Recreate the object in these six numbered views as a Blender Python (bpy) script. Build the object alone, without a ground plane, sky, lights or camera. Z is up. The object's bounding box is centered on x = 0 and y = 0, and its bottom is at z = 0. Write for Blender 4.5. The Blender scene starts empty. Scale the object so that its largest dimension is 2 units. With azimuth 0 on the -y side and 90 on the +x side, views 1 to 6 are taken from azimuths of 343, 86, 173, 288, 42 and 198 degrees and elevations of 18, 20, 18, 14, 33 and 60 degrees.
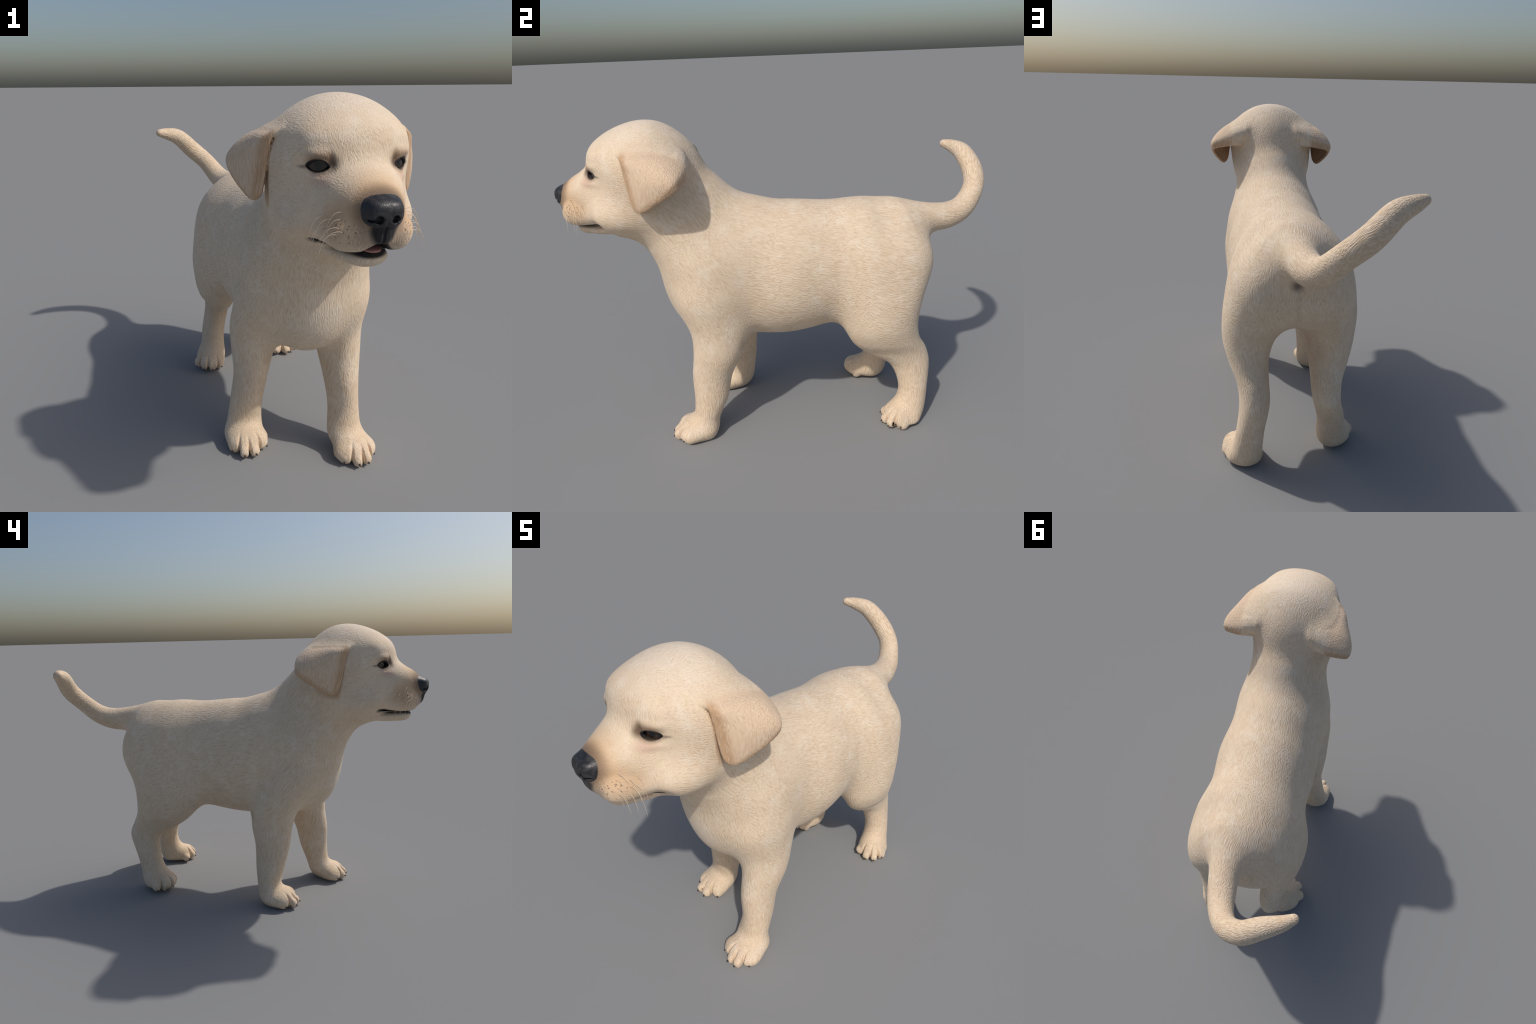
"""A standing cream puppy, built as one smooth implicit body (oval lofts, swept
tail, folded ear sheets) that is meshed, carved in the face and cut into parts."""
import math

import bmesh
import bpy
import numpy as np
from mathutils import Matrix, Vector

EYE_R, EYE_FLAT, EYE_IN, CLAW_Z = .046, .46, .0032, .022


def TOE_ROOT(n):
    return P[n + "_paw"][0, :2]


def smin(a,b,k):
    h=np.maximum(k-np.abs(a-b),0)/k
    return np.minimum(a,b)-h*h*k*0.25
def smax(a,b,k): return -smin(-a,-b,k)
def catmull(P,n,flat=False):
    """Catmull-Rom through the rows of P; flat: level off at both ends (all but the first column)."""
    P=np.asarray(P,float); m=len(P); A,Z=2*P[0]-P[1],2*P[-1]-P[-2]
    if flat: A[1:],Z[1:]=P[1,1:],P[-2,1:]
    Q=np.vstack([A,P,Z])
    out=[]
    t=(np.arange(n)/n)[:,None]
    for i in range(m-1):
        a,b,c,d=Q[i:i+4]
        out.append(0.5*(2*b+(c-a)*t+(2*a-5*b+4*c-d)*t*t+(3*b-a-3*c+d)*t**3))
    out.append(P[-1:]); return np.vstack(out)
def closest(p,c):
    a=c[:-1]; ab=c[1:]-a; L=(ab*ab).sum(1)+1e-12
    best=np.full(len(p),1e9); seg=np.zeros(len(p),int); tt=np.zeros(len(p))
    for i in range(len(a)):
        t=np.clip(((p-a[i])@ab[i])/L[i],0,1)
        q=p-a[i]-t[:,None]*ab[i]; d=(q*q).sum(1); m=d<best
        best[m]=d[m]; seg[m]=i; tt[m]=t[m]
    return np.sqrt(best),seg,tt
def round_sweep(p,nodes,n=6):
    C=catmull(nodes,n); d,s,t=closest(p,C[:,:3])
    return d-(C[s,3]*(1-t)+C[s+1,3]*t)
def loft(p,nodes,axis=(0,1,0),up=(0,0,1),m=2.0,n=40):
    """Body lofted through oval cross-sections standing across a fixed axis.
    nodes rows: x y z, half width, half height above, half height below"""
    A=np.asarray(axis,float); U=np.asarray(up,float); S=np.cross(A,U); S=S*np.sign(S[0]+S[1]*.01)
    N=np.asarray(nodes,float)
    R=np.stack([N[:,:3]@A,N[:,:3]@S,N[:,:3]@U,N[:,3],N[:,4],N[:,5]],1)
    R=R[np.argsort(R[:,0])]
    C=catmull(R,n); w=C[:,0]; dC=np.gradient(C[:,1:],axis=0)/np.maximum(np.gradient(w),1e-5)[:,None]
    k0,k1=[max(.5*(C[i,3]+min(C[i,4],C[i,5])),.006) for i in (0,-1)]
    # ease the section off before each end and round the end with a soft cap
    pw=p@A; e0,e1=.3*k0,.3*k1
    t1=np.clip((w[-1]-pw)/e1,-40,40); q=w[-1]-e1*np.log1p(np.exp(t1)); d1=1/(1+np.exp(-t1))
    t0=np.clip((q-w[0])/e0,-40,40); q=w[0]+e0*np.log1p(np.exp(t0)); dq=d1/(1+np.exp(-t0))
    far=(pw-w[-1])/e1>40; q=np.where(far,w[-1],q); q=np.where((pw-w[0])/e0<-40,w[0],q)
    v=pw-q
    cx,cu,a,b1,b2=[np.interp(q,w,C[:,k]) for k in range(1,6)]
    dx,du,da,s1,s2=[np.interp(q,w,dC[:,k])*dq for k in range(5)]
    x=p@S-cx; u=p@U-cu; top=u>0
    a=np.maximum(a,.006); b=np.maximum(np.where(top,b1,b2),.006); db=np.where(top,s1,s2)
    cap=np.where(v>0,k1,k0)
    X=np.abs(x/a); Y=np.abs(u/b); ro=(X**m+Y**m)**(1/m)+1e-9
    gx=np.sign(x)*(X/ro)**(m-1)/a; gu=np.sign(u)*(Y/ro)**(m-1)/b; gl=np.sqrt(gx**2+gu**2)+1e-9
    slope=-gl*np.tanh((gx*(dx+x*da/a)+gu*(du+u*db/b))/gl)
    r=np.sqrt(ro**2+(v/cap)**2); g=np.sqrt((ro*gx)**2+(ro*gu)**2+(ro*slope+v*(1-dq)/cap**2)**2)/r
    return np.where(r>.15,(r-1)/(g+1e-9),-np.minimum(a,b)*.85)
def ellipsoid(p,c,r,m=2.0):
    if m!=2:
        q=np.abs(p-np.asarray(c))/np.asarray(r); k=(q**m).sum(1)**(1/m)+1e-9
        g=np.sqrt((((q/k[:,None])**(m-1)/np.asarray(r))**2).sum(1)); return (k-1)/(g+1e-9)
    q=p-np.asarray(c); r=np.asarray(r); k0=np.linalg.norm(q/r,axis=1); k1=np.linalg.norm(q/r**2,axis=1)
    return k0*(k0-1)/(k1+1e-9)
def sheet_grid(G,nt=6,nv=5):
    """G: control net (rows from root to tip, columns from front to back; x y z half-thickness)"""
    G=np.asarray(G,float)
    A=np.stack([catmull(G[:,j],nt) for j in range(G.shape[1])],1)
    return np.stack([catmull(r,nv) for r in A],0)
def tri_dist(p,a,b,c):
    # closest point on triangle (vectorised, Ericson)
    ab=b-a; ac=c-a; ap=p-a
    d1=(ab*ap).sum(-1); d2=(ac*ap).sum(-1); bp=p-b; d3=(ab*bp).sum(-1); d4=(ac*bp).sum(-1); cp=p-c; d5=(ab*cp).sum(-1); d6=(ac*cp).sum(-1)
    va=d3*d6-d5*d4; vb=d5*d2-d1*d6; vc=d1*d4-d3*d2
    den=va+vb+vc+1e-20; v=vb/den; w=vc/den
    e=1e-12
    def put(m,vv,ww):
        nonlocal v,w
        v=np.where(m,vv,v); w=np.where(m,ww,w)
    m=(va<=0)&(d4-d3>=0)&(d5-d6>=0); ww=(d4-d3)/((d4-d3)+(d5-d6)+e); put(m,1-ww,ww)
    m=(vb<=0)&(d2>=0)&(d6<=0); put(m,0*v,d2/(d2-d6+e))
    m=(vc<=0)&(d1>=0)&(d3<=0); put(m,d1/(d1-d3+e),0*v)
    m=(d6>=0)&(d5<=d6); put(m,0*v,0*v+1)
    m=(d3>=0)&(d4<=d3); put(m,0*v+1,0*v)
    m=(d1<=0)&(d2<=0); put(m,0*v,0*v)
    q=ap-v[...,None]*ab-w[...,None]*ac
    return (q*q).sum(-1),v,w
def sheet(p,G):
    S=sheet_grid(G); nt,nv=S.shape[:2]; X=S[...,:3].reshape(-1,3); H=S[...,3].reshape(-1)
    # nearest vertex
    near=np.empty(len(p),int); X2=(X*X).sum(1)
    for i in range(0,len(p),20000):
        near[i:i+20000]=np.argmin(X2[None]-2*p[i:i+20000]@X.T,axis=1)
    I,J=np.divmod(near,nv); best=np.full(len(p),1e9); h=np.zeros(len(p))
    for di in (-1,0):
        for dj in (-1,0):
            i=np.clip(I+di,0,nt-2); j=np.clip(J+dj,0,nv-2)
            k00=i*nv+j; k01=k00+1; k10=k00+nv; k11=k10+1
            for (A,B,C) in ((k00,k01,k11),(k00,k11,k10)):
                d,v,w=tri_dist(p,X[A],X[B],X[C]); m=d<best
                hh=H[A]*(1-v-w)+H[B]*v+H[C]*w
                best=np.where(m,d,best); h=np.where(m,hh,h)
    return np.sqrt(best)-h

# ---------------------------------------------------------------- shape parameters (metres)
P = {}
NECK_AXIS = (0, .6, -.8)
NECK_UP = (0, .8, .6)
# x of the head's middle line, y of its pivot, yaw in degrees
P["head_frame"] = np.array([0.025, -0.6, 4.15])
# x y z half-width height-up height-down, chest to rump
P["torso"] = np.array([[0.0301, -0.3829, 0.7022, 0.1821, 0.1527, 0.2226],
    [0.0218, -0.1998, 0.7617, 0.2321, 0.3257, 0.3043],
    [0.0309, -0.0, 0.7479, 0.2589, 0.3422, 0.2942],
    [0.0254, 0.1999, 0.7495, 0.2457, 0.325, 0.2604],
    [0.0212, 0.36, 0.7695, 0.2579, 0.3084, 0.2169],
    [-0.0103, 0.4973, 0.7895, 0.2021, 0.2683, 0.1557]])
P["neck"] = np.array([[0.0276, -0.6011, 1.266, 0.2329, 0.2168, 0.1448],
    [0.0228, -0.5492, 1.1383, 0.209, 0.2382, 0.1841],
    [0.0271, -0.4783, 1.0128, 0.2003, 0.2756, 0.1813],
    [0.0255, -0.3998, 0.8441, 0.2616, 0.2811, 0.158]])
P["cranium"] = np.array([[-0.0, -0.8117, 1.1928, 0.1164, 0.0837, 0.1171],
    [-0.0, -0.7299, 1.2305, 0.1701, 0.1541, 0.178],
    [-0.0, -0.65, 1.2546, 0.1907, 0.1722, 0.1805],
    [0.0, -0.5701, 1.2558, 0.1836, 0.167, 0.1824],
    [0.0, -0.5026, 1.2774, 0.1368, 0.1133, 0.1533]])
P["muzzle"] = np.array([[0.0, -0.9206, 1.1208, 0.06, 0.0591, 0.069],
    [0.0, -0.9001, 1.1375, 0.0858, 0.0828, 0.084],
    [0.0, -0.84, 1.1474, 0.1041, 0.0883, 0.095],
    [-0.0, -0.77, 1.1592, 0.1174, 0.0989, 0.1095]])
P["jaw"] = np.array([[0.0, -0.8731, 1.0213, 0.0635, 0.0278, 0.0329],
    [0.0, -0.7801, 1.0185, 0.0927, 0.0286, 0.0339],
    [0.0, -0.6748, 1.0414, 0.1148, 0.0498, 0.0516]])
P["cheek"] = np.array([0.123, -0.6919, 1.0964, 0.0888, 0.1255, 0.0799])
P["brow"] = np.array([0.0, -0.7539, 1.3365, 0.1489, 0.0634, 0.0561])
P["nose"] = np.array([0.0, -0.9523, 1.1675, 0.0553, 0.0452, 0.0381])
P["earbase"] = np.array([0.165, -0.5, 1.315, 0.062, 0.088, 0.045])
# control net from skull (first row) to tip, front edge to back edge; x y z half-thickness (head coordinates)
P["ear"] = np.array([[[0.19, -0.642, 1.352, 0.01],
    [0.17, -0.612, 1.36, 0.011],
    [0.15, -0.56, 1.366, 0.012],
    [0.13, -0.47, 1.352, 0.012],
    [0.14, -0.414, 1.326, 0.011],
    [0.163, -0.406, 1.268, 0.01]],
    [[0.222, -0.638, 1.344, 0.008],
    [0.24, -0.612, 1.338, 0.009],
    [0.247, -0.56, 1.34, 0.01],
    [0.253, -0.47, 1.331, 0.01],
    [0.225, -0.406, 1.306, 0.01],
    [0.235, -0.402, 1.26, 0.009]],
    [[0.234, -0.628, 1.292, 0.008],
    [0.253, -0.608, 1.288, 0.008],
    [0.278, -0.565, 1.284, 0.008],
    [0.311, -0.485, 1.278, 0.009],
    [0.315, -0.436, 1.265, 0.009],
    [0.308, -0.424, 1.241, 0.008]],
    [[0.242, -0.617, 1.22, 0.008],
    [0.259, -0.6, 1.219, 0.008],
    [0.278, -0.577, 1.218, 0.008],
    [0.301, -0.527, 1.215, 0.008],
    [0.311, -0.487, 1.21, 0.008],
    [0.31, -0.471, 1.207, 0.008]],
    [[0.25, -0.606, 1.168, 0.008],
    [0.26, -0.595, 1.165, 0.008],
    [0.269, -0.584, 1.163, 0.008],
    [0.277, -0.566, 1.161, 0.008],
    [0.282, -0.549, 1.16, 0.008],
    [0.285, -0.54, 1.162, 0.008]],
    [[0.257, -0.597, 1.15, 0.007],
    [0.261, -0.591, 1.147, 0.007],
    [0.264, -0.586, 1.145, 0.007],
    [0.267, -0.58, 1.144, 0.007],
    [0.27, -0.574, 1.145, 0.007],
    [0.273, -0.568, 1.147, 0.007]]])
P["flew"] = np.array([0.0633, -0.8961, 1.1024, 0.0538, 0.058, 0.0531])
P["LF_arm"] = np.array([[0.1819, -0.3586, 0.6802, 0.1061, 0.1377, 0.134],
    [0.1895, -0.3279, 0.56, 0.0942, 0.1296, 0.1293],
    [0.1946, -0.3319, 0.44, 0.0856, 0.1065, 0.1213],
    [0.1953, -0.3694, 0.32, 0.07, 0.0889, 0.0968],
    [0.2031, -0.3933, 0.1999, 0.0628, 0.0846, 0.0718],
    [0.1979, -0.422, 0.09, 0.0747, 0.0625, 0.0531]])
P["RF_arm"] = np.array([[-0.1396, -0.3249, 0.68, 0.0953, 0.0885, 0.1339],
    [-0.1498, -0.2519, 0.5599, 0.0945, 0.1148, 0.1318],
    [-0.1487, -0.2243, 0.4401, 0.0865, 0.1024, 0.1211],
    [-0.1577, -0.2255, 0.32, 0.0705, 0.0837, 0.1026],
    [-0.1756, -0.2271, 0.2, 0.0696, 0.0772, 0.0745],
    [-0.1903, -0.2367, 0.0901, 0.0759, 0.0732, 0.0385]])
P["LF_paw"] = np.array([[0.2335, -0.4132, 0.0489, 0.0495, 0.0324, 0.0568],
    [0.2095, -0.4821, 0.0398, 0.1062, 0.06, 0.0519]])
P["RF_paw"] = np.array([[-0.203, -0.2456, 0.0472, 0.0754, 0.0368, 0.0511],
    [-0.1924, -0.2922, 0.0487, 0.0958, 0.0495, 0.0661]])
P["LH_leg"] = np.array([[0.1596, 0.4921, 0.8, 0.1152, 0.1683, 0.1521],
    [0.1864, 0.4326, 0.66, 0.129, 0.1792, 0.1712],
    [0.2071, 0.4163, 0.54, 0.1133, 0.1702, 0.1678],
    [0.2079, 0.4388, 0.4499, 0.0893, 0.1605, 0.1621],
    [0.1932, 0.5063, 0.3795, 0.0704, 0.133, 0.1615],
    [0.1876, 0.5635, 0.2997, 0.0649, 0.0983, 0.0963],
    [0.2055, 0.5857, 0.1802, 0.0603, 0.0667, 0.0704],
    [0.2194, 0.5786, 0.0799, 0.0653, 0.063, 0.0845]])
P["RH_leg"] = np.array([[-0.102, 0.4626, 0.7998, 0.0913, 0.1723, 0.1455],
    [-0.15, 0.3787, 0.66, 0.1162, 0.1989, 0.182],
    [-0.1631, 0.3659, 0.5401, 0.1034, 0.1949, 0.1791],
    [-0.1513, 0.4006, 0.4498, 0.0908, 0.1719, 0.1592],
    [-0.1322, 0.4814, 0.3797, 0.0694, 0.1292, 0.1486],
    [-0.1263, 0.5425, 0.2997, 0.0614, 0.0988, 0.0889],
    [-0.155, 0.5179, 0.1802, 0.0608, 0.0665, 0.0733],
    [-0.1623, 0.4918, 0.08, 0.0601, 0.0656, 0.0866]])
P["LH_paw"] = np.array([[0.2321, 0.5592, 0.0257, 0.0772, 0.0417, 0.0175],
    [0.2509, 0.5033, 0.0469, 0.0801, 0.0561, 0.0555]])
P["RH_paw"] = np.array([[-0.1935, 0.4704, 0.0469, 0.0687, 0.0729, 0.0385],
    [-0.1957, 0.3921, 0.0521, 0.0709, 0.0506, 0.0353]])
P["bridge"] = np.array([-0.0, -0.9026, 1.1701, 0.0691, 0.067, 0.053])
P["lip"] = np.array([[0.0547, -0.9063, 1.088, 0.0359],
    [0.0794, -0.8604, 1.0854, 0.0361],
    [0.0931, -0.8, 1.0878, 0.0341],
    [0.1, -0.74, 1.092, 0.036]])
P["tail"] = np.array([[0.0569, 0.5272, 0.9541, 0.0956],
    [0.0304, 0.6481, 0.9667, 0.0701],
    [0.0052, 0.7694, 0.9632, 0.0623],
    [-0.0242, 0.8597, 0.9933, 0.0537],
    [-0.0762, 0.9278, 1.0674, 0.0475],
    [-0.1506, 0.9525, 1.1375, 0.0476],
    [-0.23, 0.9327, 1.2103, 0.0427],
    [-0.2986, 0.905, 1.2342, 0.0316],
    [-0.3412, 0.8784, 1.2418, 0.0204]])
P["LF_toes"] = np.array([[0.1448, -0.5439, 0.0318, 0.0277],
    [0.1973, -0.5775, 0.0275, 0.028],
    [0.2382, -0.577, 0.0322, 0.0288],
    [0.2839, -0.524, 0.0287, 0.0278]])
P["RF_toes"] = np.array([[-0.2711, -0.3366, 0.0327, 0.0278],
    [-0.2292, -0.3854, 0.0311, 0.0272],
    [-0.1805, -0.3883, 0.0286, 0.027],
    [-0.1228, -0.3467, 0.0316, 0.0263]])
P["LH_toes"] = np.array([[0.1964, 0.434, 0.0314, 0.0272],
    [0.2622, 0.4195, 0.0316, 0.0273],
    [0.3072, 0.4378, 0.0362, 0.0276],
    [0.3249, 0.4939, 0.0261, 0.0302]])
P["RH_toes"] = np.array([[-0.2783, 0.4119, 0.0428, 0.0301],
    [-0.2426, 0.3732, 0.0341, 0.026],
    [-0.1989, 0.3532, 0.0341, 0.0258],
    [-0.1435, 0.374, 0.0322, 0.028]])


def to_head(p,P):
    mx,py,yw=P['head_frame']; a=np.radians(yw); q=p-np.array([mx,py,0])
    # local forward -y maps to world (-sin a, -cos a)
    c,s=np.cos(a),np.sin(a)
    x=c*q[:,0]-s*q[:,1]; y=s*q[:,0]+c*q[:,1]+py
    return np.stack([x,y,q[:,2]],1)
def mirror(p): return np.stack([np.abs(p[:,0]),p[:,1],p[:,2]],1)
def near(p,pts,reach,fn):
    """Evaluate fn only for points close to the box round pts; elsewhere a safe large distance."""
    pts=np.asarray(pts); lo=pts.min(0)-reach; hi=pts.max(0)+reach
    out=np.maximum(np.maximum(lo-p,p-hi).max(1),0)
    f=out+.15; m=out<=0
    if m.any(): f[m]=fn(p[m])
    return f
def head(p,P,ears=True):
    h=to_head(p,P); m=mirror(h)
    f=loft(h,P['cranium'])
    f=smin(f,ellipsoid(m,P['cheek'][:3],P['cheek'][3:]),.08)
    f=smin(f,ellipsoid(m,P['earbase'][:3],P['earbase'][3:]),.06)
    f=smin(f,ellipsoid(h,P['brow'][:3],P['brow'][3:]),.09)
    f=smin(f,loft(h,P['muzzle'],m=2.2),.06)
    f=smin(f,ellipsoid(h,P['bridge'][:3],P['bridge'][3:]),.04)
    f=smin(f,ellipsoid(m,P['flew'][:3],P['flew'][3:]),.018)
    f=smin(f,round_sweep(m,P['lip'],4),.04)
    kj=.012+.07*np.clip((h[:,1]+.79)/.08,0,1)
    f=smin(f,loft(h,P['jaw']),kj)
    f=smin(f,ellipsoid(h,P['nose'][:3],P['nose'][3:],2.8),.022)
    return f
def ear(p,P,side=0):
    h=to_head(p,P)
    if side: h=h*np.array([side,1,1])
    else: h=mirror(h)
    return sheet(h,P['ear'])
def leg(p,P,n):
    arm=P[n+('_arm' if n[1]=='F' else '_leg')]
    f=loft(p,arm,(0,0,1),(0,1,0))
    paw=loft(p,P[n+'_paw'])
    f=smin(f,paw,.05)
    root=P[n+'_paw'][0,:3]
    for t in P[n+'_toes']:
        x,y,z,r=t; d=np.array([x,y])-root[:2]; d=d/np.linalg.norm(d)
        tip=np.array([x-d[0]*r,y-d[1]*r,z]); kn=np.array([tip[0]-d[0]*.055,tip[1]-d[1]*.055,z+.025])
        f=smin(f,round_sweep(p,np.array([[*kn,r],[*tip,r*.95]]),2),.010)
    return f
KS=dict(neck=.15,head=.08,F=.08,H=.105,tail=.09)
def evalm(p,P,group='all'):
    if group=='head': return head(p,P)
    if group=='LE': return ear(p,P,1)
    if group=='RE': return ear(p,P,-1)
    if group in('LF','RF','LH','RH'): return leg(p,P,group)
    if group=='TL': return round_sweep(p,P['tail'])
    f=loft(p,P['torso'])
    f=smin(f,near(p,P['neck'][:,:3],.45,lambda q:loft(q,P['neck'],NECK_AXIS,NECK_UP)),KS['neck'])
    hc=np.array([[.012-.2,-1,.98],[.012+.2,-.45,1.47]])
    f=smin(f,near(p,hc,.16,lambda q:head(q,P)),KS['head'])
    if group!='body':
        f=smin(f,near(p,P['tail'][:,:3],.26,lambda q:round_sweep(q,P['tail'])),KS['tail'])
        for n in ('LF','RF'):
            a=P[n+'_arm']; a=np.vstack([a[:,:3],P[n+'_toes'][:,:3]])
            f=smin(f,near(p,a,.27,lambda q:leg(q,P,n)),KS['F'])
        for n in ('LH','RH'):
            a=P[n+'_leg']; a=np.vstack([a[:,:3],P[n+'_toes'][:,:3]])
            f=smin(f,near(p,a,.3,lambda q:leg(q,P,n)),KS['H'])
        ec=np.array([[-.36,-.7,1.12],[.38,-.4,1.40]])
        kk=.005+.026*np.maximum(np.clip((p[:,2]-1.335)/.03,0,1),np.clip((p[:,1]+.49)/.05,0,1)*np.clip((p[:,2]-1.275)/.03,0,1))
        f=smin(f,near(p,ec,.15,lambda q:ear(q,P)),kk)
    return f


# ---------------------------------------------------------------- meshing of the implicit surface
def active_cells(field, lo, hi, h, levels):
    """Octree descent: keep only the cells that the surface can cross."""
    H = h * 2 ** levels
    n = np.ceil((np.array(hi) - lo) / H).astype(int)
    I = np.stack(np.meshgrid(*[np.arange(k) for k in n], indexing="ij"), -1).reshape(-1, 3)
    for level in range(levels + 1):
        size = h * 2 ** (levels - level)
        f = field(lo + (I + 0.5) * size)
        I = I[np.abs(f) < size * 1.7]
        if level < levels:
            I = (I[:, None] * 2 + np.stack(np.meshgrid([0, 1], [0, 1], [0, 1], indexing="ij"), -1).reshape(1, 8, 3)).reshape(-1, 3)
    return I


def surface_net(field, lo, hi, h, levels=3):
    I = active_cells(field, np.array(lo), hi, h, levels)
    B = 4096
    key = lambda q: (q[..., 0] * B + q[..., 1]) * B + q[..., 2]
    corners = np.stack(np.meshgrid([0, 1], [0, 1], [0, 1], indexing="ij"), -1).reshape(8, 3)
    ck = key(I[:, None] + corners[None])
    uk, inv = np.unique(ck.reshape(-1), return_inverse=True)
    inv = inv.reshape(-1, 8)
    Q = np.stack([uk // (B * B), (uk // B) % B, uk % B], 1)
    F = field(np.array(lo) + Q * h)
    fc = F[inv]
    cross = (fc.min(1) < 0) & (fc.max(1) >= 0)
    I, fc, inv = I[cross], fc[cross], inv[cross]
    acc, cnt = np.zeros((len(I), 3)), np.zeros(len(I))
    for a in range(8):
        for b in range(a + 1, 8):
            if np.abs(corners[a] - corners[b]).sum() == 1:
                m = (fc[:, a] < 0) != (fc[:, b] < 0)
                t = fc[m, a] / (fc[m, a] - fc[m, b])
                acc[m] += corners[a] + t[:, None] * (corners[b] - corners[a])
                cnt[m] += 1
    verts = np.array(lo) + (I + acc / cnt[:, None]) * h
    cellkey = key(I)
    order = np.argsort(cellkey)
    sk = cellkey[order]
    quads = []
    for ax in range(3):
        e = np.eye(3, dtype=int)
        u, w = e[(ax + 1) % 3], e[(ax + 2) % 3]
        # the grid edge leaving corner 0 of a cell along this axis
        b = 4 >> ax
        m = (fc[:, 0] < 0) != (fc[:, b] < 0)
        C = I[m]
        flip = fc[m, 0] < 0
        ring = []
        ok = np.ones(len(C), bool)
        for d in (0 * u, -u, -u - w, -w):
            k = key(C + d)
            pos = np.clip(np.searchsorted(sk, k), 0, len(sk) - 1)
            ok &= sk[pos] == k
            ring.append(order[pos])
        ring = np.stack(ring, 1)
        ring[~flip] = ring[~flip][:, ::-1]
        quads.append(ring[ok])
    quads = np.vstack(quads)
    used, inv = np.unique(quads, return_inverse=True)
    return verts[used], inv.reshape(quads.shape)


def gradient(field, X, e=0.0015):
    g = np.empty_like(X)
    for i in range(3):
        d = np.zeros(3)
        d[i] = e
        g[:, i] = (field(X + d) - field(X - d)) / (2 * e)
    return g


def settle(field, X, quads, rounds=2, relax=0.5):
    """Even out the net along the surface and put every vertex on it."""
    n = len(X)
    edges = np.vstack([quads[:, [0, 1]], quads[:, [1, 2]], quads[:, [2, 3]], quads[:, [3, 0]]])
    edges = np.vstack([edges, edges[:, ::-1]])
    deg = np.bincount(edges[:, 0], minlength=n)[:, None]
    for r in range(rounds):
        if relax:
            mean = np.stack([np.bincount(edges[:, 0], X[edges[:, 1], c], n) for c in range(3)], 1) / deg
            X = X + relax * (mean - X)
        f = field(X)
        g = np.stack([(field(X + .0012 * d) - f) / .0012 for d in np.eye(3)], 1)
        step = f / np.maximum((g * g).sum(1), 0.25)
        X = X - np.clip(step, -0.006, 0.006)[:, None] * g
    g = gradient(field, X)
    return X, g / np.linalg.norm(g, axis=1, keepdims=True)

# ================================================================ fine carving of the head
EYE = np.array([.1265, -.793, 1.2675])              # middle of the left eye opening, head coordinates
EYE_X = np.array([.866, .50, 0.0])                  # inner corner -> outer corner
EYE_N = np.array([.50, -.866, 0.0])                 # the way the eye looks


def eye_frame(m):
    q = m - EYE
    return q @ EYE_X, q[:, 2], q @ EYE_N


def lid_line(s):
    """Upper and lower lid height along the opening (almond, higher towards the nose)."""
    t = np.clip(1 - (s / .0325) ** 2, 0, 1)
    k = 1 - .30 * np.clip(s / .032, -1, 1)
    return .0155 * k * t ** .8 + .001, -.0130 * t ** .8 - .0005


def lip_line(y, front):
    """Height and half-opening of the slit between the lips."""
    zm = 1.053 - .010 * np.exp(-((y + .885) / .055) ** 2) + .017 * front
    return zm, .0024 + .0026 * np.exp(-((y + .803) / .018) ** 2) + .0085 * front


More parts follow.
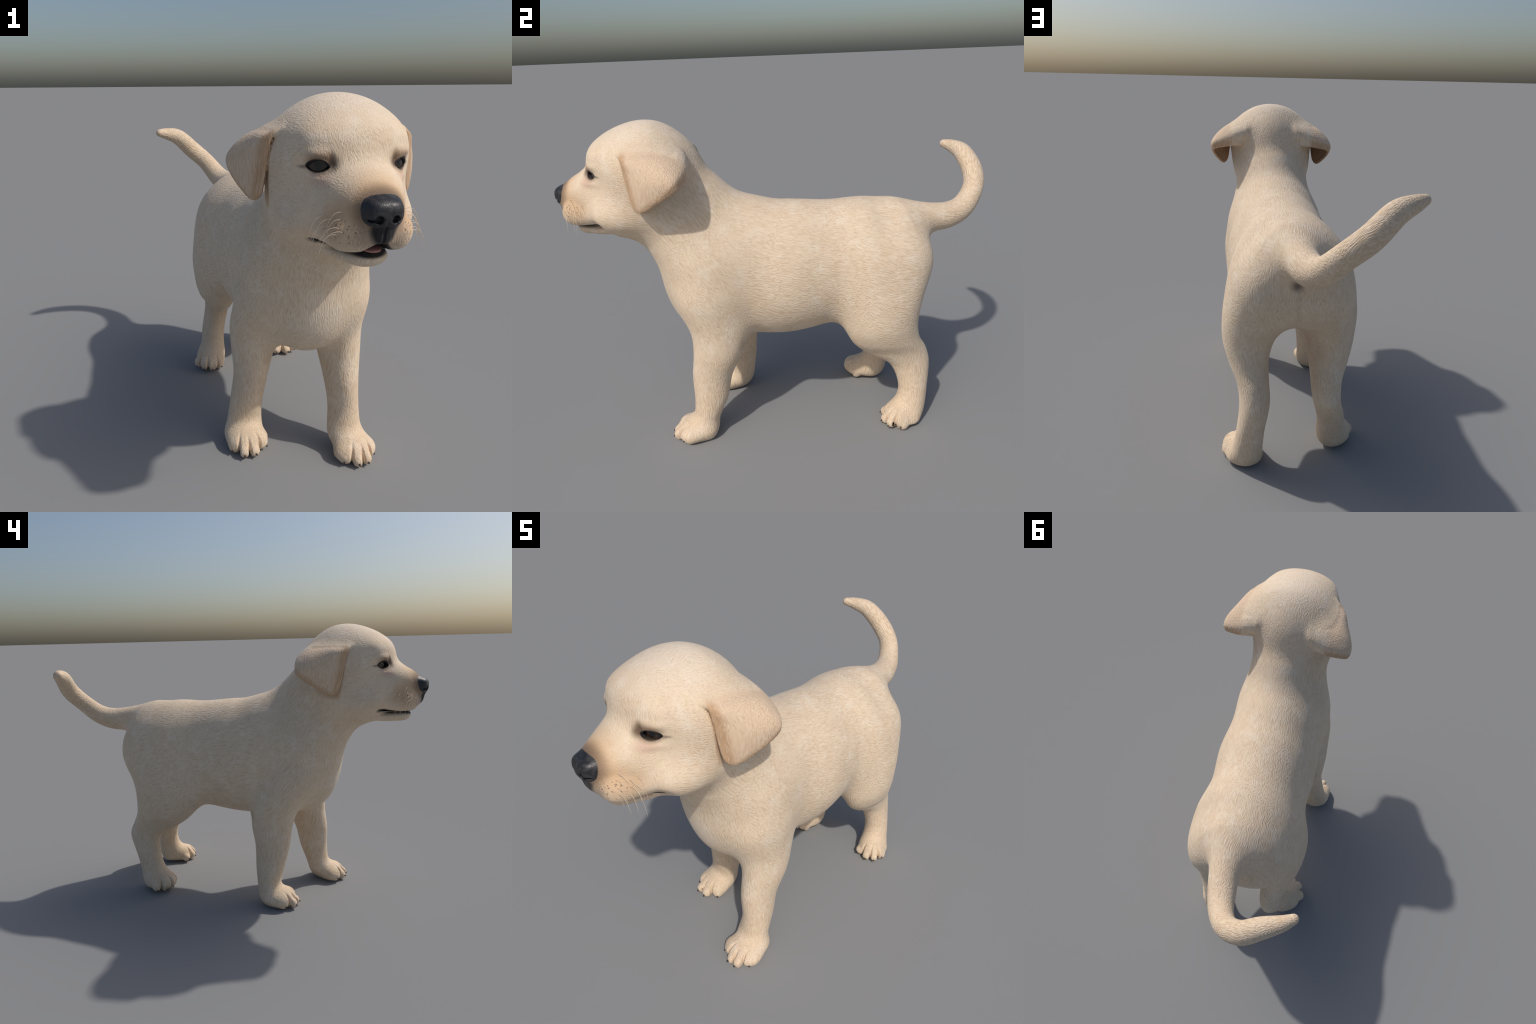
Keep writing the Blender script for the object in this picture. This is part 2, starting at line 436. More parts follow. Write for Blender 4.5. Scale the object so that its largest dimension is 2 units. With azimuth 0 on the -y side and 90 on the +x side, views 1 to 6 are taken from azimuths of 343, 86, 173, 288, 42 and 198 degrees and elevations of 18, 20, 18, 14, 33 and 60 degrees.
def carve_head(f, p):
    """Eye openings with lids and brow folds, nostrils, philtrum and the open mouth."""
    h = to_head(p, P)
    m = mirror(h)
    s, t, w = eye_frame(m)
    near_eye = np.exp(-((s / .07) ** 2 + (t / .06) ** 2 + (w / .06) ** 2) * 1.2)
    # hollow round the eye, brow swelling above it, fold rising from the inner corner
    f = f + .004 * np.exp(-((s + .012) / .034) ** 2 - ((t + .002) / .020) ** 2 - (w / .05) ** 2)
    f = f - .008 * np.exp(-((s - .004) / .042) ** 2 - ((t - .036) / .017) ** 2 - (w / .06) ** 2)
    f = f + .004 * np.exp(-((s + .040 - .10 * (t - .012)) / .010) ** 2 - ((t - .020) / .022) ** 2 - (w / .06) ** 2)
    f = f - .004 * np.exp(-((s) / .045) ** 2 - ((t + .034) / .014) ** 2 - (w / .06) ** 2)
    up, lo = lid_line(s)
    mid, half = (up + lo) / 2, (up - lo) / 2
    almond = np.abs(t - mid) - half
    # lids: a soft rim standing round the opening
    f = f - .0022 * np.exp(-((almond - .004) / .005) ** 2) * np.clip((.044 - np.abs(s)) / .02, 0, 1) * np.exp(-(w / .04) ** 2)
    cut = np.maximum(almond, np.maximum(np.abs(s) - .033, np.abs(w) - .055))
    f = smax(f, -cut, .004)
    # the cheek draws in round the corner of the mouth
    f = f + .016 * np.exp(-((m[:, 0] - .155) / .035) ** 2 - ((m[:, 1] + .795) / .036) ** 2 - ((m[:, 2] - 1.050) / .030) ** 2)
    # nostrils: comma-shaped pits and a slit to the side
    n = m - np.array([.0225, -.992, 1.153])
    f = smax(f, -ellipsoid(n, (0, .004, 0), (.0115, .016, .0115)), .005)
    n2 = m - np.array([.040, -.978, 1.150])
    f = smax(f, -ellipsoid(n2, (0, 0, 0), (.013, .010, .0040)), .005)
    # groove down the middle of nose and lip
    f = f + .004 * np.exp(-(h[:, 0] / .004) ** 2) * np.clip((1.150 - h[:, 2]) / .02, 0, 1) * np.clip((-.93 - h[:, 1]) / .02, 0, 1) * np.clip((h[:, 2] - 1.05) / .01, 0, 1)
    # mouth: a slit between the lips running back to the corners, open a little in front
    y, ax = h[:, 1], m[:, 0]
    back = np.clip((-.780 - y) / .03, 0, 1)
    front = np.clip((-y - .87) / .05, 0, 1) * np.clip((.045 - ax) / .03, 0, 1)
    zm, gap = lip_line(y, front)
    slit = np.maximum(np.abs(h[:, 2] - zm) - gap * back, y + .778)
    core = ellipsoid(h, (0, -.825, 1.048), (.080, .080, .06))
    f = smax(f, -np.maximum(np.maximum(slit, -.985 - y), -core), .005)
    return f


def mouth_depth(p):
    """Positive inside the slit: used to tell the lining of the mouth from the coat."""
    h = to_head(p, P)
    m = mirror(h)
    y, ax = h[:, 1], m[:, 0]
    front = np.clip((-y - .87) / .05, 0, 1) * np.clip((.045 - ax) / .03, 0, 1)
    zm, gap = lip_line(y, front)
    return np.where(y < -.78, gap + .0012 - np.abs(h[:, 2] - zm), -1.0)


def carve_toes(f, p):
    """Clefts between the toes and a slight taper of each tip."""
    for n in ("LF", "RF", "LH", "RH"):
        toes, root = P[n + "_toes"], TOE_ROOT(n)
        box = np.vstack([np.c_[toes[:, :2], toes[:, 2]], [*root, .05]])
        m = ((p > box.min(0) - .08) & (p < box.max(0) + .08)).all(1)
        if not m.any():
            continue
        q, g = p[m], f[m]
        for a, b in zip(toes[:-1], toes[1:]):
            mid = (a[:2] + b[:2]) / 2
            d = (mid - root) / np.linalg.norm(mid - root)
            r = q[:, :2] - mid
            along, off = r @ d, r @ np.array([-d[1], d[0]])
            fade = np.clip((along + .062) / .05, 0, 1) * np.clip((.100 - q[:, 2]) / .04, 0, 1)
            g = g + .015 * fade * np.exp(-(off / .0056) ** 2)
        f[m] = g
    return f


def field(p):
    f = evalm(p, P)
    foot = p[:, 2] < .14
    if foot.any():
        f[foot] = carve_toes(f[foot], p[foot])
    hc = (p[:, 1] < -.66) & (p[:, 2] > .95)
    if hc.any():
        f[hc] = carve_head(f[hc], p[hc])
    return f


# ================================================================ build the body mesh
LO, HI = (-.45, -1.08, -.03), (.45, 1.08, 1.53)
STEP = .006
verts, quads = surface_net(field, LO, HI, STEP)
verts, normals = settle(field, verts, quads, 2)

me = bpy.data.meshes.new("puppy_surface")
me.from_pydata(verts.tolist(), [], quads.tolist())
bm = bmesh.new()
bm.from_mesh(me)


def wants_detail(c):
    h = to_head(np.array(c)[None], P)[0]
    return h[1] < -.70 and h[2] > 1.0 or c[2] < .10


fine = [e for e in bm.edges if wants_detail((e.verts[0].co + e.verts[1].co) / 2)]
bmesh.ops.subdivide_edges(bm, edges=fine, cuts=1, use_grid_fill=True)
bm.to_mesh(me)
bm.free()
X = np.empty(len(me.vertices) * 3)
me.vertices.foreach_get("co", X)
X, normals = settle(field, X.reshape(-1, 3), quads[:0], 2, relax=0)
# soles stand flat on the ground
low = X[:, 2] < .004
X[low, 2] = .004 + (X[low, 2] - .004) * .12
X[:, 2] -= X[:, 2].min()
me.vertices.foreach_set("co", X.ravel())
faces = [tuple(p.vertices) for p in me.polygons]
centres = np.array([X[list(f)].mean(0) for f in faces])
bpy.data.meshes.remove(me)


# ---------------------------------------------------------------- which part each face belongs to
def part_fields(p):
    h = to_head(p, P)
    d = {"torso": loft(p, P["torso"]), "neck": loft(p, P["neck"], NECK_AXIS, NECK_UP) + .01,
         "head": near(p, np.array([[-.2, -1, .98], [.25, -.45, 1.47]]), .2, lambda q: head(q, P)) - .004,
         "tail": near(p, P["tail"][2:, :3], .3, lambda q: round_sweep(q, P["tail"])) + .004}
    for side, tag in ((1, "left"), (-1, "right")):
        d["ear_" + tag] = np.where(side * h[:, 0] > .05, near(p, np.array([[-.36, -.7, 1.12], [.38, -.38, 1.40]]), .1, lambda q: ear(q, P)), 9) - .001
    for n, kind in (("LF", "fore"), ("RF", "fore"), ("LH", "hind"), ("RH", "hind")):
        pts = P[n + ("_arm" if n[1] == "F" else "_leg")][:, :3]
        d[kind + n] = near(p, np.vstack([pts, P[n + "_toes"][:, :3]]), .3, lambda q: leg(q, P, n)) + .006
    return d


fields = part_fields(centres)
names = list(fields)
owner = np.array(names, dtype=object)[np.argmin(np.stack([fields[n] for n in names]), 0)]
hl = to_head(centres, P)
hm = mirror(hl)
for n in ("LF", "RF", "LH", "RH"):
    kind = ("fore" if n[1] == "F" else "hind") + n
    owner[(owner == kind) & (centres[:, 2] < .105)] = "foot" + n
nose_f = ellipsoid(hl, P["nose"][:3], P["nose"][3:], 2.8)
owner[(owner == "head") & (nose_f < .006) & (hl[:, 1] < -.935) & (hl[:, 2] > 1.122)] = "nose"
owner[(owner == "head") & (mouth_depth(centres) > 0)] = "mouth"


# ================================================================ materials
class Nodes:
    """Small helper for writing node trees as expressions."""

    def __init__(self, name):
        self.mat = bpy.data.materials.new(name)
        self.mat.use_nodes = True
        self.t = self.mat.node_tree
        self.bsdf = self.t.nodes["Principled BSDF"]

    def put(self, socket, v):
        if isinstance(v, bpy.types.NodeSocket):
            self.t.links.new(v, socket)
        elif v is not None:
            socket.default_value = v

    def new(self, kind, out=0, props=None, **inputs):
        n = self.t.nodes.new(kind)
        for k, v in (props or {}).items():
            setattr(n, k, v)
        for k, v in inputs.items():
            self.put(n.inputs[int(k[1:]) if k[0] == "i" and k[1:].isdigit() else k], v)
        return n.outputs[out]

    def math(self, op, a, b=None, c=None, clamp=False):
        return self.new("ShaderNodeMath", props={"operation": op, "use_clamp": clamp}, i0=a, i1=b, i2=c)

    def vec(self, op, a, b=None, out=0):
        return self.new("ShaderNodeVectorMath", out, {"operation": op}, i0=a, i1=b)

    def ramp(self, v, lo, hi, a=0.0, b=1.0):
        n = self.t.nodes.new("ShaderNodeMapRange")
        n.interpolation_type = "SMOOTHSTEP"
        for k, x in zip(("Value", "From Min", "From Max", "To Min", "To Max"), (v, lo, hi, a, b)):
            self.put(n.inputs[k], x)
        return n.outputs[0]

    def blob(self, p, centre, radii, inner=.4, outer=1.1, amount=1.0):
        """1 inside an ellipsoid, fading to 0 outside."""
        q = self.vec("MULTIPLY", self.vec("SUBTRACT", p, tuple(centre)), tuple(1 / r for r in radii))
        return self.ramp(self.vec("LENGTH", q, out=1), inner, outer, amount, 0.0)

    def mix(self, a, b, f):
        n = self.t.nodes.new("ShaderNodeMix")
        n.data_type = "RGBA"
        self.put(n.inputs[0], f)
        self.put(n.inputs[6], a if isinstance(a, bpy.types.NodeSocket) else (*a, 1))
        self.put(n.inputs[7], b if isinstance(b, bpy.types.NodeSocket) else (*b, 1))
        return n.outputs[2]

    def lerp(self, a, b, f):
        n = self.t.nodes.new("ShaderNodeMix")
        self.put(n.inputs[0], f)
        self.put(n.inputs[2], a)
        self.put(n.inputs[3], b)
        return n.outputs[0]

    def noise(self, p, scale, detail=2.0, rough=.5, out=0):
        return self.new("ShaderNodeTexNoise", out, Vector=p, Scale=scale, Detail=detail, Roughness=rough)

    def turn(self, p, axis, angle, centre=(0, 0, 0)):
        return self.new("ShaderNodeVectorRotate", props={"rotation_type": "AXIS_ANGLE"}, Vector=p, Center=centre, Axis=axis, Angle=angle)


def plain(name, colour, rough, **more):
    n = Nodes(name)
    n.bsdf.inputs["Base Color"].default_value = (*colour, 1)
    n.bsdf.inputs["Roughness"].default_value = rough
    for k, v in more.items():
        n.bsdf.inputs[k.replace("_", " ")].default_value = v
    return n


def coat_material():
    n = Nodes("short_cream_coat")
    P0 = n.new("ShaderNodeTexCoord", 3)
    geo = n.t.nodes.new("ShaderNodeNewGeometry")
    N = geo.outputs["Normal"]
    sep = n.t.nodes.new("ShaderNodeSeparateXYZ")
    n.put(sep.inputs[0], P0)
    x, y, z = sep.outputs
    sn = n.t.nodes.new("ShaderNodeSeparateXYZ")
    n.put(sn.inputs[0], N)
    ny = n.math("ABSOLUTE", sn.outputs[1])
    # head coordinates, folded onto the left side
    hx, hy, hyaw = [float(v) for v in P["head_frame"]]
    H = n.vec("SUBTRACT", n.turn(P0, (0, 0, 1), math.radians(hyaw), (hx, hy, 0)), (hx, 0, 0))
    sh = n.t.nodes.new("ShaderNodeSeparateXYZ")
    n.put(sh.inputs[0], H)
    side = n.math("SIGN", sh.outputs[0])
    M = n.new("ShaderNodeCombineXYZ", X=n.math("ABSOLUTE", sh.outputs[0]), Y=sh.outputs[1], Z=sh.outputs[2])
    hz, hyy, hax = sh.outputs[2], sh.outputs[1], n.math("ABSOLUTE", sh.outputs[0])
    # ---- lie of the hair: noise drawn out along the direction the coat grows
    warp = n.vec("MULTIPLY", n.vec("SUBTRACT", n.noise(P0, 7.0, 2.0, .5, 1), (.5, .5, .5)), (.05, .05, .05))
    W = n.vec("ADD", P0, warp)

    def strands(axis, across=HAIR[0], along=HAIR[1]):
        a = Vector(axis).normalized()
        rot = a.rotation_difference(Vector((0, 1, 0)))
        ax, ang = rot.to_axis_angle()
        q = n.turn(W, tuple(ax), ang)
        q = n.vec("MULTIPLY", q, (across, along, across))
        return n.noise(q, 1.0, 2.0, .5)

    flank = strands((0, .95, -.30))
    down = strands((0, .12, -1))
    neck = strands((0, .62, -.78))
    tail = strands((-.80, .10, .58))
    s = n.lerp(flank, neck, n.ramp(y, -.12, -.34))
    s = n.lerp(s, down, n.ramp(ny, .55, .85))
    s = n.lerp(s, down, n.ramp(z, .52, .40))
    onhead = n.math("MULTIPLY", n.ramp(y, -.52, -.62), n.ramp(z, 1.0, 1.08))
    s = n.lerp(s, n.lerp(flank, down, n.ramp(ny, .40, .80)), onhead)
    ear = n.math("MULTIPLY", n.ramp(hax, .200, .232), n.math("MULTIPLY", n.ramp(z, 1.10, 1.13), n.ramp(y, -.33, -.36)))
    yy = n.math("ADD", hyy, n.math("MULTIPLY_ADD", z, .19, .642 - 1.355 * .19))
    ear = n.math("MULTIPLY", ear, n.ramp(yy, -.014, -.004))
    s = n.lerp(s, down, ear)
    s = n.lerp(s, tail, n.math("MULTIPLY", n.ramp(y, .74, .82), n.ramp(x, .0, -.07)))
    ontail = n.math('MULTIPLY', n.ramp(y, .70, .80), n.ramp(z, .84, .90))
    s = n.lerp(s, n.math('MULTIPLY_ADD', s, 1.7, -.35), ontail)
    s = n.math('MULTIPLY_ADD', s, 1.25, -.125)
    s = n.lerp(s, n.math('MULTIPLY_ADD', s, .72, .14), onhead)
    # ---- base colours
    mott = n.ramp(n.noise(P0, 11.0, 4.0, .6), .32, .68)
    col = n.mix(CREAM, TAN, n.math("MULTIPLY", mott, .30))
    pink = n.ramp(n.noise(n.vec('ADD', P0, (7, 4, 1)), 14.0, 4.0, .65), .48, .70)
    col = n.mix(col, PINK, n.math('MULTIPLY', pink, .32))
    pale = n.ramp(n.noise(n.vec("ADD", P0, (3, 1, 2)), 16.0, 3.0, .6), .50, .72)
    col = n.mix(col, PALE, n.math("MULTIPLY", pale, .55))
    col = n.mix(col, TAN, n.ramp(z, .46, .20, 0, .22))
    col = n.mix(col, TAN, n.math("MULTIPLY", n.ramp(y, .70, .80), .25))
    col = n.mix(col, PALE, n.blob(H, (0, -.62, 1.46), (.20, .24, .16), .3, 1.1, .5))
    col = n.mix(col, EARTAN, n.math("MULTIPLY", ear, .62))
    fore_edge = n.ramp(yy, .004, .030, .75, 0.0)
    low_edge = n.ramp(n.math("SUBTRACT", z, n.math("MULTIPLY_ADD", hyy, .70, 1.134 + .575 * .70)), .004, .034, .65, 0.0)
    col = n.mix(col, EDGE, n.math("MULTIPLY", ear, n.math("MAXIMUM", fore_edge, low_edge)))
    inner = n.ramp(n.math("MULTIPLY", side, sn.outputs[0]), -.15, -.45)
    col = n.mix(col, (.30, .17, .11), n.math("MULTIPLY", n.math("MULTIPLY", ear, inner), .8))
    # ---- strands: light tips, darker partings
    col = n.mix(col, n.mix(col, (.36, .23, .12), .24), n.ramp(s, .50, .30))
    col = n.mix(col, n.mix(col, (.92, .82, .66), .24), n.ramp(s, .52, .70))
    col = n.mix(col, PALE, n.blob(P0, (.025, -.57, .67), (.13, .12, .12), .2, 1.1, .5))
    # ---- face
    col = n.mix(col, (.60, .36, .17), n.blob(H, (0, -.915, 1.175), (.115, .17, .095), .25, 1.15, .92))
    col = n.mix(col, (.60, .38, .21), n.blob(M, (.085, -.89, 1.12), (.075, .10, .075), .3, 1.2, .68))
    E = n.turn(n.vec("SUBTRACT", M, tuple(float(v) for v in EYE)), (0, 0, 1), -math.radians(30))
    col = n.mix(col, (.60, .37, .29), n.blob(E, (-.018, 0, -.036), (.050, .06, .028), .2, 1.15, .55))
    col = n.mix(col, (.40, .27, .17), n.blob(E, (-.012, 0, .030), (.060, .06, .022), .2, 1.2, .60))
    col = n.mix(col, (.22, .135, .085), n.blob(E, (-.008, 0, .006), (.054, .06, .036), .35, 1.15, .82))
    rough = n.ramp(s, .35, .65, .85, 1.05)
    smudge = n.math("MULTIPLY", n.blob(E, (-.042, 0, .008), (.030, .06, .026), .1, 1.15, .85), rough, clamp=True)
    col = n.mix(col, (.095, .060, .040), smudge)
    col = n.mix(col, (.20, .12, .07), n.blob(E, (-.036, 0, .026), (.018, .06, .026), .1, 1.2, .55))
    col = n.mix(col, (.05, .035, .03), n.blob(E, (.044, 0, -.003), (.024, .06, .0075), .1, 1.2, .60))
    se = n.t.nodes.new("ShaderNodeSeparateXYZ")
    n.put(se.inputs[0], E)
    arc = n.math("MAXIMUM", n.math("SUBTRACT", 1.0, n.math("POWER", n.math("DIVIDE", se.outputs[0], .0375), 2)), .004)
    arc = n.math("MULTIPLY", n.math("POWER", arc, .75), .0170)
    off = n.math("DIVIDE", n.math("ABSOLUTE", n.math("SUBTRACT", se.outputs[2], .0018)), arc)
    rim = n.math("MULTIPLY", n.ramp(off, .95, 1.45, 1.0, 0.0), n.ramp(n.math('ABSOLUTE', se.outputs[0]), .034, .042, 1.0, 0.0))
    col = n.mix(col, (.018, .014, .013), rim)
    # dark hair where coat meets nose, lips and whisker roots
    grain = n.ramp(n.noise(P0, 170.0, 2.0, .6), .35, .65, -.16, .16)

    def rag(p, c, r, a, b, amount):
        q = n.vec("MULTIPLY", n.vec("SUBTRACT", p, c), tuple(1 / v for v in r))
        return n.ramp(n.math("ADD", n.vec("LENGTH", q, out=1), grain), a, b, amount, 0.0)

    col = n.mix(col, (.14, .095, .07), n.blob(H, (0, -.953, 1.172), (.072, .062, .060), .70, 1.45, .85))
    col = n.mix(col, (.020, .019, .020), n.blob(H, (0, -.953, 1.168), (.058, .051, .0415), .98, 1.12, 1.0))
    col = n.mix(col, (.20, .15, .12), rag(M, (.045, -.955, 1.095), (.050, .055, .042), .3, 1.2, .6))
    col = n.mix(col, (.022, .020, .021), n.blob(M, (0, -.985, 1.138), (.047, .090, .084), .68, 1.05, 1.0))
    spot = n.new("ShaderNodeTexVoronoi", 0, Vector=M, Scale=88.0)
    where = n.blob(M, (.085, -.915, 1.105), (.045, .060, .040), .6, 1.1, .85)
    col = n.mix(col, (.17, .11, .08), n.math("MULTIPLY", where, n.ramp(spot, .36, .16)))
    col = n.mix(col, (.020, .017, .017), n.blob(H, (0, -.905, 1.047), (.066, .060, .027), .75, 1.15, 1.0))
    col = n.mix(col, (.045, .036, .033), n.blob(H, (0, -.85, 1.040), (.120, .095, .015), .7, 1.2, .75))
    col = n.mix(col, (.06, .045, .038), n.blob(M, (.122, -.790, 1.049), (.034, .034, .012), .3, 1.3, .8))
    for c, r, k in (((.235, -.235, .49), (.04, .03, .05), .35), ((-.205, -.13, .49), (.04, .03, .05), .35), ((.235, .215, .50), (.05, .03, .07), .25), ((-.215, .19, .50), (.05, .03, .07), .25)):  # occlusion shade of elbow and flank creases, painted into the coat colour
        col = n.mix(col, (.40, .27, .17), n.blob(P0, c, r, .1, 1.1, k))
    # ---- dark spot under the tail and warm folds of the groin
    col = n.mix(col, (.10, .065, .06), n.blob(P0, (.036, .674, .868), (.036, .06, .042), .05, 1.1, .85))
    col = n.mix(col, (.36, .24, .17), n.blob(P0, (.028, .655, .78), (.014, .09, .11), .1, 1.2, .20))
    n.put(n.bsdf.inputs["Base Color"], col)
    n.bsdf.inputs["Roughness"].default_value = .72
    n.bsdf.inputs["Specular IOR Level"].default_value = .22
    n.bsdf.inputs["Sheen Weight"].default_value = .10
    n.bsdf.inputs["Sheen Roughness"].default_value = .5
    bump = n.new("ShaderNodeBump", 0, Height=s, Strength=.55, Distance=BUMP)
    n.put(n.bsdf.inputs["Normal"], bump)
    return n.mat


def nose_material():
    n = Nodes("black_nose_leather")
    P0 = n.new("ShaderNodeTexCoord", 3)
    cell = n.new("ShaderNodeTexVoronoi", 0, {"feature": "F1"}, Vector=P0, Scale=230.0)
    big = n.noise(P0, 60.0, 3.0)
    n.put(n.bsdf.inputs["Base Color"], n.mix((.016, .016, .018), (.040, .038, .040), n.ramp(big, .4, .7)))
    n.put(n.bsdf.inputs["Roughness"], n.ramp(big, .3, .7, .38, .55))
    n.put(n.bsdf.inputs["Normal"], n.new("ShaderNodeBump", 0, Height=cell, Strength=.35, Distance=.0012))
    return n.mat


def eye_material():
    n = Nodes("dark_brown_eye")
    P0 = n.new("ShaderNodeTexCoord", 3)
    sep = n.t.nodes.new("ShaderNodeSeparateXYZ")
    n.put(sep.inputs[0], P0)
    r = n.math("SQRT", n.math("ADD", n.math("POWER", sep.outputs[0], 2), n.math("POWER", sep.outputs[2], 2)))
    streak = n.noise(n.vec("MULTIPLY", P0, (300, 10, 300)), 1.0, 2.0)
    iris = n.mix((.024, .014, .007), (.050, .030, .016), streak)
    col = n.mix((.004, .004, .004), iris, n.ramp(r, .0095, .0115))
    col = n.mix(col, (.006, .005, .005), n.ramp(r, .019, .0225))
    col = n.mix(col, (.10, .085, .08), n.ramp(r, .029, .033))
    n.put(n.bsdf.inputs["Base Color"], col)
    n.bsdf.inputs["Roughness"].default_value = .16
    n.bsdf.inputs["Coat Weight"].default_value = .3
    n.bsdf.inputs["Coat Roughness"].default_value = .08
    return n.mat


CREAM, TAN, PALE = (.785, .628, .455), (.68, .485, .315), (.85, .725, .585)
PINK = (.80, .60, .475)
EARTAN, EDGE = (.70, .495, .335), (.50, .30, .16)
HAIR, BUMP = (230.0, 23.0), .0050
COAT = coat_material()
MATS = {"nose": nose_material(), "mouth": plain("black_lip_lining", (.016, .012, .012), .5).mat}
EYE_MAT = eye_material()
CLAW = plain("brown_horn_claw", (.060, .036, .026), .4).mat
TONGUE = plain("pink_tongue", (.52, .25, .22), .45, Subsurface_Weight=.1).mat
TOOTH = plain("ivory_tooth", (.75, .70, .60), .3).mat
HAIRMAT = plain("pale_whisker", (.72, .58, .42), .5).mat


# ================================================================ objects
scene = bpy.context.scene.collection


def empty(name, parent=None, at=(0, 0, 0)):
    o = bpy.data.objects.new(name, None)
    o.empty_display_size = .05
    o.location = at
    o.parent = parent
    scene.objects.link(o)
    return o


def put(name, mesh, parent, mat, at=None):
    if mat is not None and not mesh.materials:
        mesh.materials.append(mat)
    o = bpy.data.objects.new(name, mesh)
    o.parent = parent
    if at is not None:
        o.matrix_basis = at
    scene.objects.link(o)
    return o


def region(name, keys, parent, mat):
    """Cut one named region out of the body surface, keeping the whole body's normals."""
    sel = [f for f, k in zip(faces, owner) if k in keys]
    used = np.unique(np.concatenate([np.array(f) for f in sel]))
    index = -np.ones(len(X), int)
    index[used] = np.arange(len(used))
    mesh = bpy.data.meshes.new(name)
    mesh.from_pydata(X[used].tolist(), [], [[int(index[i]) for i in f] for f in sel])
    mesh.polygons.foreach_set("use_smooth", [True] * len(mesh.polygons))
    mesh.normals_split_custom_set_from_vertices(normals[used].tolist())
    return put(name, mesh, parent, mat)


puppy = empty("puppy")
puppy["label"] = "standing cream short-haired puppy with drooping ears and raised curved tail"
puppy["category"] = "puppy"
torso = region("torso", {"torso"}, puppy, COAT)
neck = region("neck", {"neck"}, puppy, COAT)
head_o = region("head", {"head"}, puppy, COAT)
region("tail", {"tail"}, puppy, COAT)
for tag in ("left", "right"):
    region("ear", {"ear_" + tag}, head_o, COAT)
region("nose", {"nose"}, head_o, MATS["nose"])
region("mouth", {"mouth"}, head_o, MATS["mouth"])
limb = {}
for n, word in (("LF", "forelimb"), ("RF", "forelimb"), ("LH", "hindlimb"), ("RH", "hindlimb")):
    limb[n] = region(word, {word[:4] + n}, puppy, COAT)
    region("foot", {"foot" + n}, limb[n], COAT)


# ---------------------------------------------------------------- eyes, claws, tongue, teeth, whiskers
def ball(name, radius=1.0, seg=48):
    b = bmesh.new()
    bmesh.ops.create_uvsphere(b, u_segments=seg, v_segments=seg // 2, radius=radius)
    mesh = bpy.data.meshes.new(name)
    b.to_mesh(mesh)
    b.free()
    mesh.polygons.foreach_set("use_smooth", [True] * len(mesh.polygons))
    return mesh


def from_head(q):
    mx, py, yw = P["head_frame"]
    a = math.radians(yw)
    c, s_ = math.cos(a), math.sin(a)
    x, y = q[0], q[1] - py
    return Vector((c * x + s_ * y + mx, -s_ * x + c * y + py, q[2]))


eye_mesh = ball("eye", EYE_R)
for side in (1, -1):
    c = EYE - EYE_N * (EYE_R * EYE_FLAT + EYE_IN)
    look = Vector((side * EYE_N[0], EYE_N[1], 0))
    yaw = math.radians(P["head_frame"][2])
    look = Matrix.Rotation(-yaw, 3, "Z") @ look
    turn = Vector((0, -1, 0)).rotation_difference(look).to_matrix().to_4x4()
    put("eye", eye_mesh, head_o, EYE_MAT, Matrix.Translation(from_head((side * c[0], c[1], c[2]))) @ turn @ Matrix.Diagonal((1, EYE_FLAT, 1, 1)))


def tube(name, pts, radii, sides=6):
    pts = [Vector(p) for p in pts]
    vs, fs = [], []
    for i, p in enumerate(pts):
        d = (pts[min(i + 1, len(pts) - 1)] - pts[max(i - 1, 0)]).normalized()
        u = d.orthogonal().normalized() if i == 0 else (u - d * u.dot(d)).normalized()
        w = d.cross(u)
        for k in range(sides):
            a = 2 * math.pi * k / sides
            vs.append(p + (u * math.cos(a) + w * math.sin(a)) * radii[i])
    for i in range(len(pts) - 1):
        for k in range(sides):
            fs.append((i * sides + k, i * sides + (k + 1) % sides, (i + 1) * sides + (k + 1) % sides, (i + 1) * sides + k))
    fs.append(tuple(range(sides))[::-1])
    fs.append(tuple(range((len(pts) - 1) * sides, len(pts) * sides)))
    mesh = bpy.data.meshes.new(name)
    mesh.from_pydata(vs, [], fs)
    mesh.polygons.foreach_set("use_smooth", [True] * len(mesh.polygons))
    return mesh


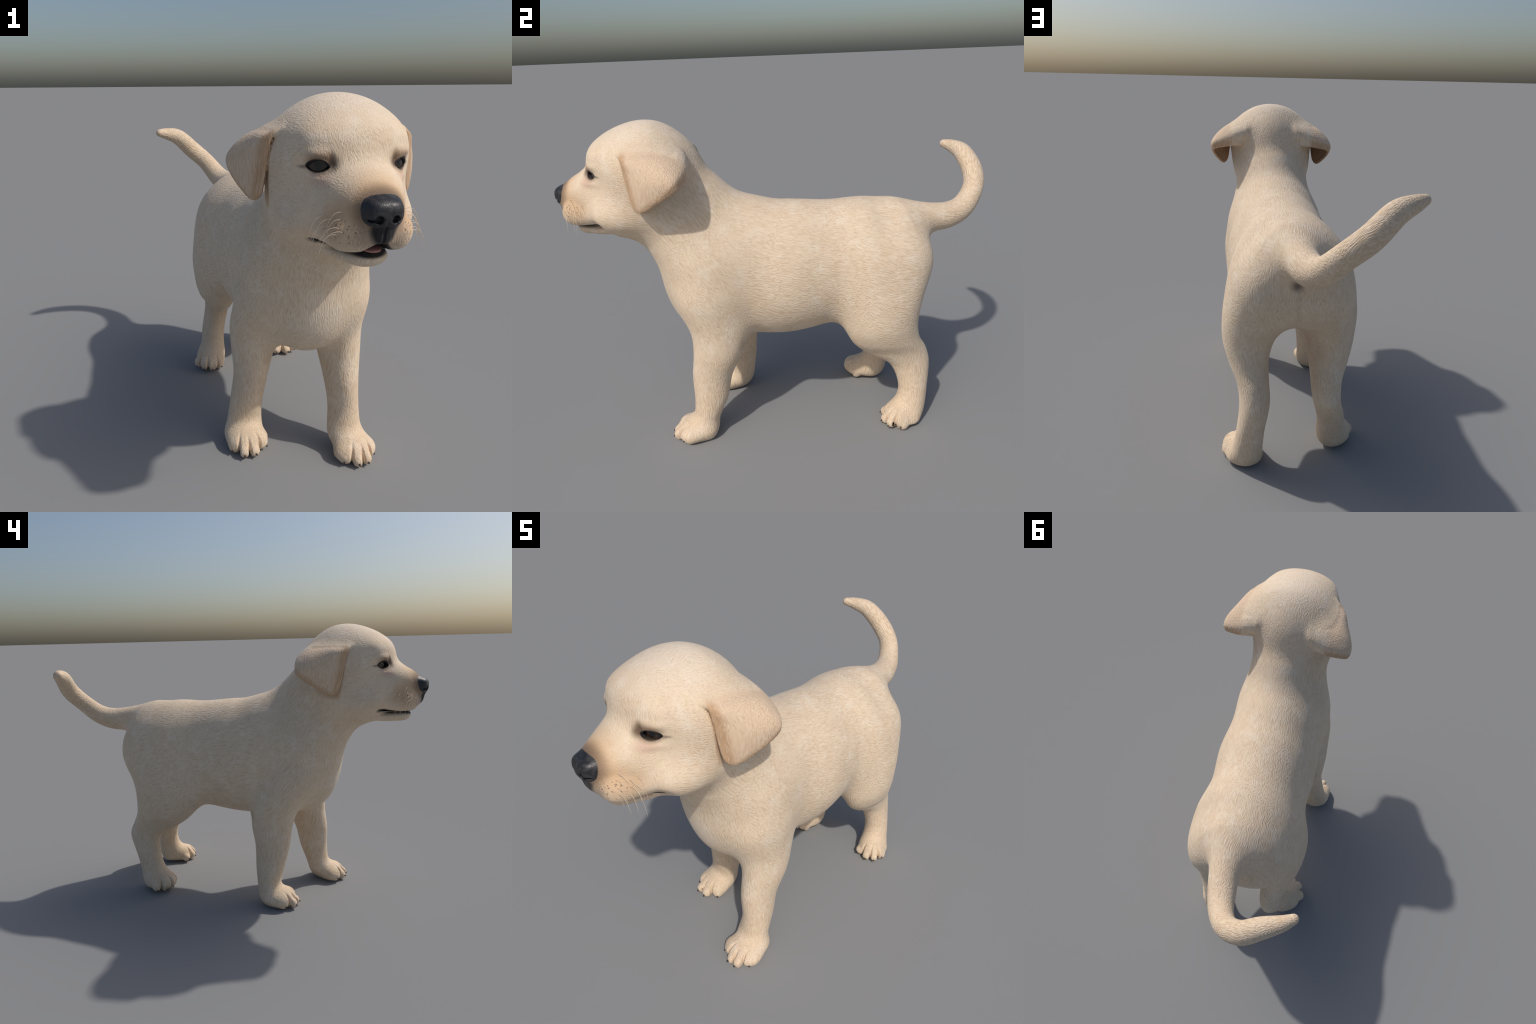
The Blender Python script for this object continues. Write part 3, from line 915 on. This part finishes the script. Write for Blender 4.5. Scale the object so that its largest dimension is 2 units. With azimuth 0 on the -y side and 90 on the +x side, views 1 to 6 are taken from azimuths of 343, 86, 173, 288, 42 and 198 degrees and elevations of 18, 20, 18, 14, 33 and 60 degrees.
claw_mesh = tube("claw", [(0, .008, .002), (0, .002, .002), (0, -.002, .001), (0, -.005, -.001), (0, -.007, -.0035)],
                 [.0050, .0052, .0046, .0032, .0008], 10)
for n in ("LF", "RF", "LH", "RH"):
    root = P[n + "_paw"][:, :2].mean(0) if False else TOE_ROOT(n)
    for x, y, z, r in P[n + "_toes"]:
        d = np.array([x, y]) - root
        d = d / np.linalg.norm(d)
        q = np.array([x, y, CLAW_Z])[None]
        for _ in range(12):                     # slide to the surface of the toe tip
            q = q - np.array([[d[0], d[1], 0]]) * np.clip(field(q), -.01, .01)[:, None] * .7
        ang = math.atan2(d[0], -d[1])
        put("claw", claw_mesh, limb[n], CLAW, Matrix.Translation(Vector(q[0])) @ Matrix.Rotation(ang, 4, "Z"))

tongue = ball("tongue", 1.0, 32)
put("tongue", tongue, head_o, TONGUE, Matrix.Translation(from_head((0, -.885, 1.047))) @ Matrix.Diagonal((.030, .048, .010, 1)))
tooth_mesh = tube("tooth", [(0, 0, -.006), (0, 0, .002), (0, 0, .006)], [.003, .0028, .001], 8)
for i in range(-3, 4):
    a = i * .36
    put("tooth", tooth_mesh, head_o, TOOTH, Matrix.Translation(from_head((.030 * math.sin(a), -.885 - .016 * math.cos(a), 1.041))))

rng = np.random.default_rng(7)
ROOTS = [(-.909, 1.158), (-.855, 1.137), (-.881, 1.133), (-.914, 1.138), (-.885, 1.114), (-.923, 1.118), (-.895, 1.092), (-.925, 1.099), (-.868, 1.112), (-.938, 1.110)]
for side in (1, -1):
    for y0, z0 in ROOTS:
        q = np.array([[.105, y0, z0]])
        for _ in range(16):                     # slide sideways onto the skin
            w = np.array([list(from_head((side * q[0, 0], q[0, 1], q[0, 2])))])
            q = q - np.array([[1.0, 0, 0]]) * np.clip(field(w), -.01, .01)[:, None] * .8
        length = rng.uniform(.080, .120)
        reach, back, drop = rng.uniform(.48, .70), rng.uniform(.02, .25), rng.uniform(.50, .80)
        pts, rad = [], []
        for i in range(15):
            t = i / 14
            p = q[0] + length * (np.array([reach, back, 0]) * (1.25 * t - .45 * t * t) + np.array([0, 0, .22 * t - (drop + .22) * t * t])) - np.array([.002, 0, 0])
            pts.append(from_head((side * p[0], p[1], p[2])))
            rad.append(.0010 * (1 - .7 * t))
        put("whisker", tube("whisker", pts, rad, 5), head_o, HAIRMAT)
